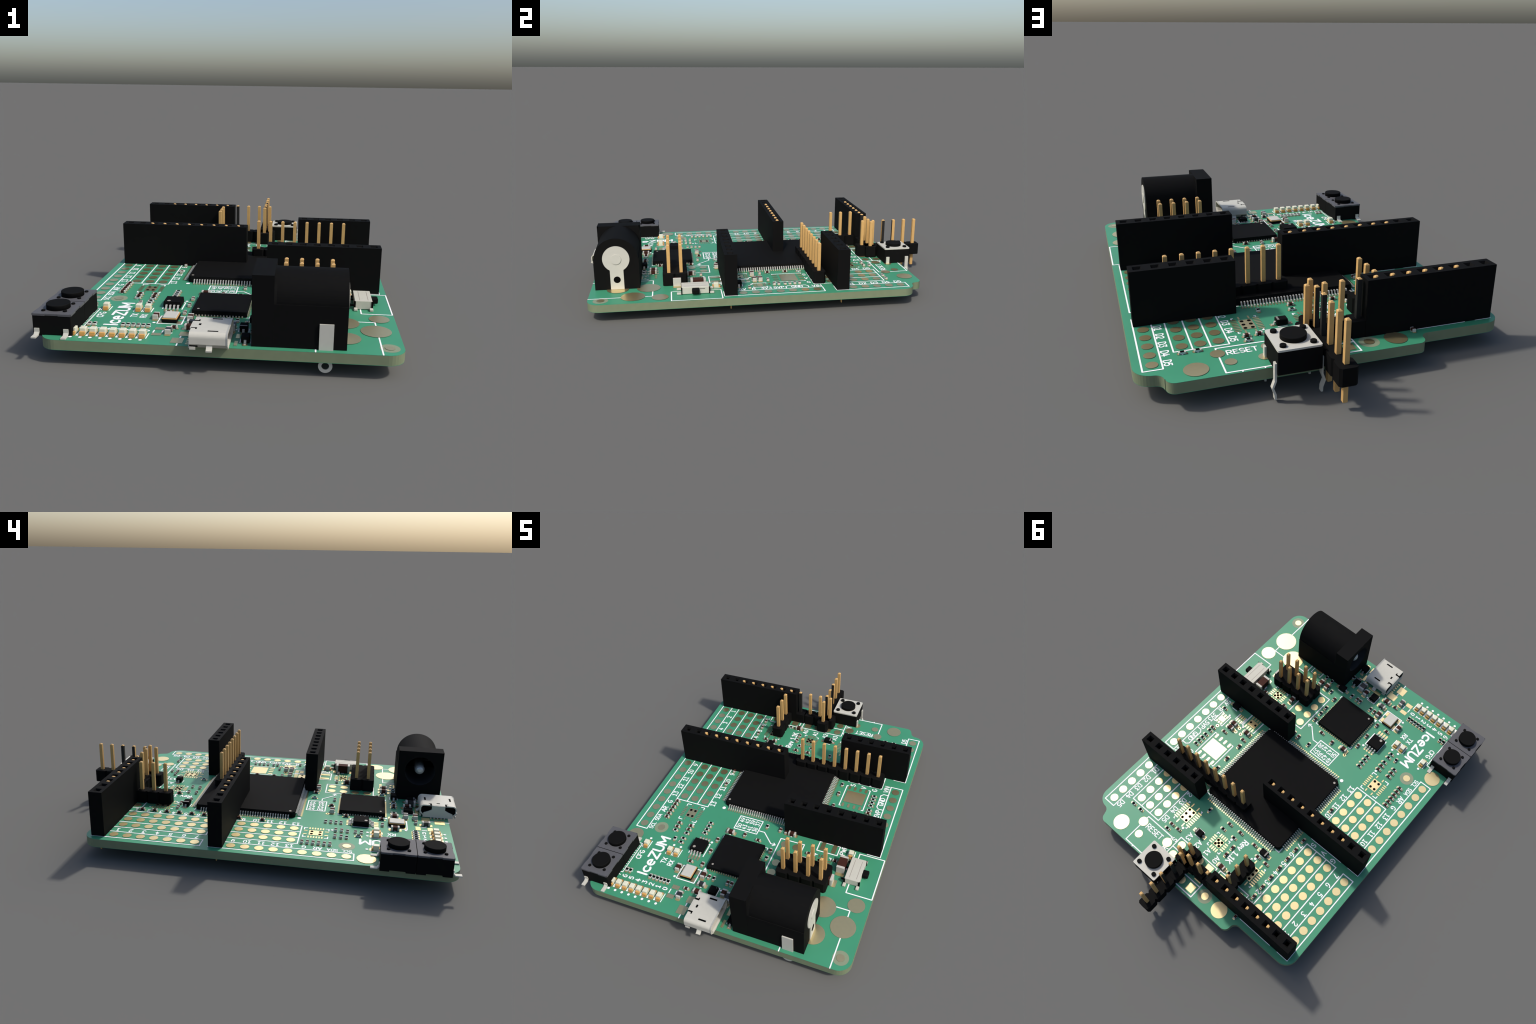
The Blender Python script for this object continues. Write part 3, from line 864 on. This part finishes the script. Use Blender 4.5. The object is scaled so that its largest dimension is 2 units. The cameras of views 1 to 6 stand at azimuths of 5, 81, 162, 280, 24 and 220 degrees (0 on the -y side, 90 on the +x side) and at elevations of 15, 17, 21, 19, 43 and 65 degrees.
def flat_pack(cx, cy, hx, hy, z0, z1, name, chamfer=0.35, slope=0.10, dimple=None, dr=0.28):
    p = Part()
    def octa(k):
        a, b, c = hx - k, hy - k, chamfer
        return [(cx - a + c, cy - b), (cx + a - c, cy - b), (cx + a, cy - b + c), (cx + a, cy + b - c),
                (cx + a - c, cy + b), (cx - a + c, cy + b), (cx - a, cy + b - c), (cx - a, cy - b + c)]
    zm = (z0 + z1) / 2
    p.prism(octa(0), z0, zm, MOULD, top=False)
    p.frustum(octa(0), zm, octa(slope), z1, MOULD)
    if dimple:
        p.disc(*dimple, dr, z1 + 0.012, DIMPLE, 24)
    return p.build(name, origin=(cx, cy, TOP))

CX, CY = 0.67, 2.66
chip = flat_pack(CX, CY, 10.0, 10.0, TOP + 0.05, 5.02, "processor_chip", 0.45, 0.10, (-8.58, -6.33), 0.25)
ld = Part()
for s in (-1, 1):
    gull(ld, 0, CY + s * 10.0, 0.5, 36, CX - 8.75, s, TOP + 0.62, 0.22, 'y')
    gull(ld, 0, CX + s * 10.0, 0.5, 36, CY - 8.75, s, TOP + 0.62, 0.22, 'x')
    for k in range(36):
        cup(CX - 8.75 + 0.5 * k, CY + s * 10.85, 0.28, 1.0, 0.13)
        cup(CX + s * 10.85, CY - 8.75 + 0.5 * k, 1.0, 0.28, 0.13)
ld.build("leads", chip, stuff=True)

FX, FY = -0.92, -20.20
iface = flat_pack(FX, FY, 4.5, 4.5, TOP + 0.03, 4.80, "interface_chip", 0.06, 0.02, (-4.46, -23.80), 0.22)
ld = Part()
for k in range(16):
    o_ = -3.75 + 0.5 * k
    for s in (-1, 1):
        cup(FX + o_, FY + s * 4.50, 0.27, 0.72, 0.12); cup(FX + s * 4.50, FY + o_, 0.72, 0.27, 0.12)
        ld.box(FX + o_ - 0.11, FX + o_ + 0.11, FY + s * 4.3, FY + s * 4.53, TOP + 0.06, TOP + 0.26, LEAD)
        ld.box(FX + s * 4.3, FX + s * 4.53, FY + o_ - 0.11, FY + o_ + 0.11, TOP + 0.06, TOP + 0.26, LEAD)
ld.build("leads", iface, stuff=True)

MX, MY = -9.30, -20.16
mem = flat_pack(MX, MY, 1.48, 1.48, TOP + 0.10, 4.96, "memory_chip", 0.04, 0.06, (-9.92, -21.05), 0.30)
ld = Part()
for s in (-1, 1):
    gull(ld, 0, MY + s * 1.45, -0.655, 4, -8.22, s, TOP + 0.55, 0.32, 'y')
    for k in range(4):
        cup(-8.21 - 0.655 * k, MY - 0.25 + s * 2.50, 0.42, 1.15, 0.2)
ld.build("leads", mem, stuff=True)

esd = flat_pack(-1.83, -29.27, 0.80, 0.90, TOP + 0.08, 4.72, "protection_chip", 0.03, 0.08, (-1.25, -28.75), 0.08)
ld = Part()
for s in (-1, 1):
    for k in range(3):
        x = -1.33 - 0.5 * k
        ld.box(x - 0.12, x + 0.12, -29.27 + s * 0.85, -29.27 + s * 1.12, TOP + 0.06, TOP + 0.22, LEAD)
        cup(x, -29.27 + s * 0.98, 0.3, 0.4)
ld.build("leads", esd, stuff=True)

xt = Part()
xt.box(-9.52, -7.05, -28.42, -25.30, TOP + 0.06, 4.45, PLASTIC, 0.08)
xt.box(-9.48, -7.09, -28.38, -25.34, 4.45, 4.62, ORANGE, 0.06)
xt.box(-9.38, -7.19, -28.28, -25.44, 4.60, 4.80, SILVER, 0.14, 2)
xt.build("crystal", origin=(-8.28, -26.86, TOP))
for x in (-6.78, -9.70):
    for y in (-28.06, -26.18):
        cup(x, y, 0.75, 1.05)

# ------------------------------------------------------------------ chip parts, long axis along x
def with_pads(p, half, w, h, gap_ink):
    for s in (-1, 1):
        p.flat(s * half, 0, w, h, 0.05, GOLD, 0.2)
    p.flat(0, 0, gap_ink, h * 1.22, 0.03, INK)

def resistor():
    p = Part()
    for s in (-1, 1):
        p.box(s * 0.26, s * 0.50, -0.26, 0.26, 0.06, 0.37, ENDCAP, 0.03)
    p.box(-0.27, 0.27, -0.25, 0.25, 0.08, 0.35, ALUMINA, top=PIT)
    with_pads(p, 0.50, 0.46, 0.56, 0.20)
    return p.mesh("chip_resistor")

def capacitor(l, w, h, cap, pad_c, pad_w, mat, name):
    p = Part()
    for s in (-1, 1):
        p.box(s * (l / 2 - cap), s * l / 2, -w / 2, w / 2, 0.06, h, ENDCAP, 0.04)
    p.box(-l / 2 + cap - 0.01, l / 2 - cap + 0.01, -w / 2 + 0.02, w / 2 - 0.02, 0.08, h - 0.03, mat)
    with_pads(p, pad_c, pad_w, w * 1.1, l * 0.22)
    return p.mesh(name)

RES = resistor()
CAP = capacitor(1.02, 0.52, 0.50, 0.25, 0.50, 0.46, CERAMIC, "chip_capacitor")
CAP6 = capacitor(1.55, 0.88, 0.82, 0.36, 0.85, 0.70, CERAMIC, "chip_capacitor")
BIG = capacitor(3.15, 1.62, 1.82, 0.50, 1.75, 1.0, CERAMIC, "chip_capacitor")
BEAD = capacitor(1.55, 0.88, 0.82, 0.36, 0.85, 0.70, FERRITE, "ferrite_bead")
BEAD8 = capacitor(2.0, 1.25, 1.12, 0.42, 1.05, 0.9, FERRITE, "ferrite_bead")
ALONG_Y = math.pi / 2

def put(name, mesh, turn, *spots):
    for x, y in spots:
        place(name, mesh, (x, y, TOP), turn=turn)

put("chip_resistor", RES, 0, (22.05, -4.77), (20.70, 1.55), (20.69, 2.91), (20.69, 3.92), (20.69, 4.96), (20.69, 5.96))
put("chip_resistor", RES, 0, *[(-9.90, -16.38 + 0.985 * k) for k in range(4)])
put("chip_resistor", RES, 0, (-13.50, -20.33), (-13.50, -19.24), (-13.50, -17.77), (-16.20, -17.72), (11.29, 24.12), (2.44, 16.63), (-0.57, 16.61), (-4.93, 22.73))
put("chip_resistor", RES, 0, (20.57, 24.89), (18.50, 24.88))
put("chip_resistor", RES, ALONG_Y, (13.02, 7.28), (6.67, -24.20), (4.84, -20.08), (4.82, -18.15), (9.82, -26.52), (8.28, -26.47), (2.29, -26.46), (-3.02, -26.46), (5.03, -30.73), (1.83, -10.18), (-15.14, -19.82), (7.46, 15.46), (-19.55, -30.34), (-20.36, -30.36))
put("chip_resistor", RES, ALONG_Y, *[(-11.10 - 0.80 * k, -30.22) for k in range(6)])
put("chip_capacitor", CAP, 0, (17.93, -14.20), (12.37, -14.20), (20.73, 0.60), (18.03, -0.31), (13.45, -1.50), (-7.02, -30.51), (1.43, -14.43), (-9.33, -24.18))
put("chip_capacitor", CAP, 0, (-13.53, -16.68), (-13.53, -15.58), (-16.23, -16.71), (-16.25, -15.60), (11.23, 22.84), (9.41, 22.81), (2.11, 14.95), (-0.85, 14.90), (-4.83, 14.97), (-6.98, 16.38), (-9.20, 16.42))
put("chip_capacitor", CAP, 0, *[(-19.74, -14.93 + 1.004 * k) for k in range(6)])
put("chip_capacitor", CAP, ALONG_Y, (13.08, 0.27), (13.09, 4.22), (4.85, -23.06), (0.83, -26.51), (-0.04, -26.46), (4.84, -16.14), (4.79, -10.20), (-1.73, -13.99), (-6.57, -17.16), (-6.58, -20.39), (-4.05, -26.45), (-6.67, -24.06), (-1.75, 18.36), (-1.74, 20.27), (-11.80, -1.35), (-11.78, 3.3), (6.1, -10.3))
put("chip_capacitor", CAP, ALONG_Y, *[(-11.76, 7.65 + 2.55 * k) for k in range(7)])
put("chip_capacitor", CAP, ALONG_Y, (-11.74, 28.25))
put("chip_capacitor", CAP6, 0, (17.65, -1.94), (17.71, -3.20), (13.91, -3.29), (-4.66, -30.50), (-4.77, -14.33), (-2.85, 22.78))
put("chip_capacitor", CAP6, 0, (7.5, -10.55))
put("chip_capacitor", CAP6, ALONG_Y, (9.86, -24.50), (8.20, -24.49), (11.97, -16.45), (0.34, -29.11), (-5.25, -26.50), (-10.81, -26.52))
put("chip_capacitor", BIG, ALONG_Y, (19.68, -15.12))
put("chip_capacitor", BIG, 0, (17.55, -19.42))
put("ferrite_bead", BEAD, 0, (-4.60, -28.68))
put("ferrite_bead", BEAD, ALONG_Y, (-7.50, -32.37))
put("ferrite_bead", BEAD8, ALONG_Y, (1.78, -29.87))

# diodes: moulded body, two flat leads, some with a band at one end
def diode(band):
    p = Part()
    p.box(-0.86, 0.86, -0.63, 0.63, 0.12, 1.05, MOULD, 0.10)
    for s in (-1, 1):
        p.sheet([(s * 0.8, 0.55), (s * 1.02, 0.52), (s * 1.1, 0.12), (s * 1.42, 0.11)], (-0.18, 0.18), 0.12, LEAD)
        p.flat(s * 1.30, 0, 0.75, 0.80, 0.05, GOLD, 0.08)
        p.flat(0, s * 0.78, 1.5, 0.16, 0.04, INK)
    if band:
        p.box(0.42, 0.72, -0.56, 0.56, 1.0, 1.056, BAND)
    return p.mesh("diode")
D_BAND, D_PLAIN = diode(True), diode(False)
put("diode", D_BAND, 0, (5.45, 20.55))
put("diode", D_BAND, math.pi, (-7.48, 15.02))
put("diode", D_BAND, -ALONG_Y, (3.68, -30.05))
put("diode", D_PLAIN, 0, (20.25, -6.85), (5.12, -26.55))
put("diode", D_PLAIN, ALONG_Y, (4.35, -34.15))

# light-emitting parts: low orange terminals with a milky lens block between them
led = Part()
led.box(-0.43, 0.43, -0.78, 0.78, 0.06, 0.21, LENS)
for s in (-1, 1):
    led.box(-0.44, 0.44, s * 0.45, s * 0.81, 0.055, 0.52, ORANGE, 0.04)
    led.flat(0, s * 0.86, 0.86, 0.62, 0.05, GOLD, 0.1)
led.box(-0.45, 0.45, -0.50, 0.50, 0.21, 1.02, LENS, 0.05)
led = led.mesh("indicator_light")
for x, y, s in LEDS:
    place("indicator_light", led, (x, y, TOP))

cu.build("surface_pads", stuff=True)
ink.build("printed_outlines", stuff=True)
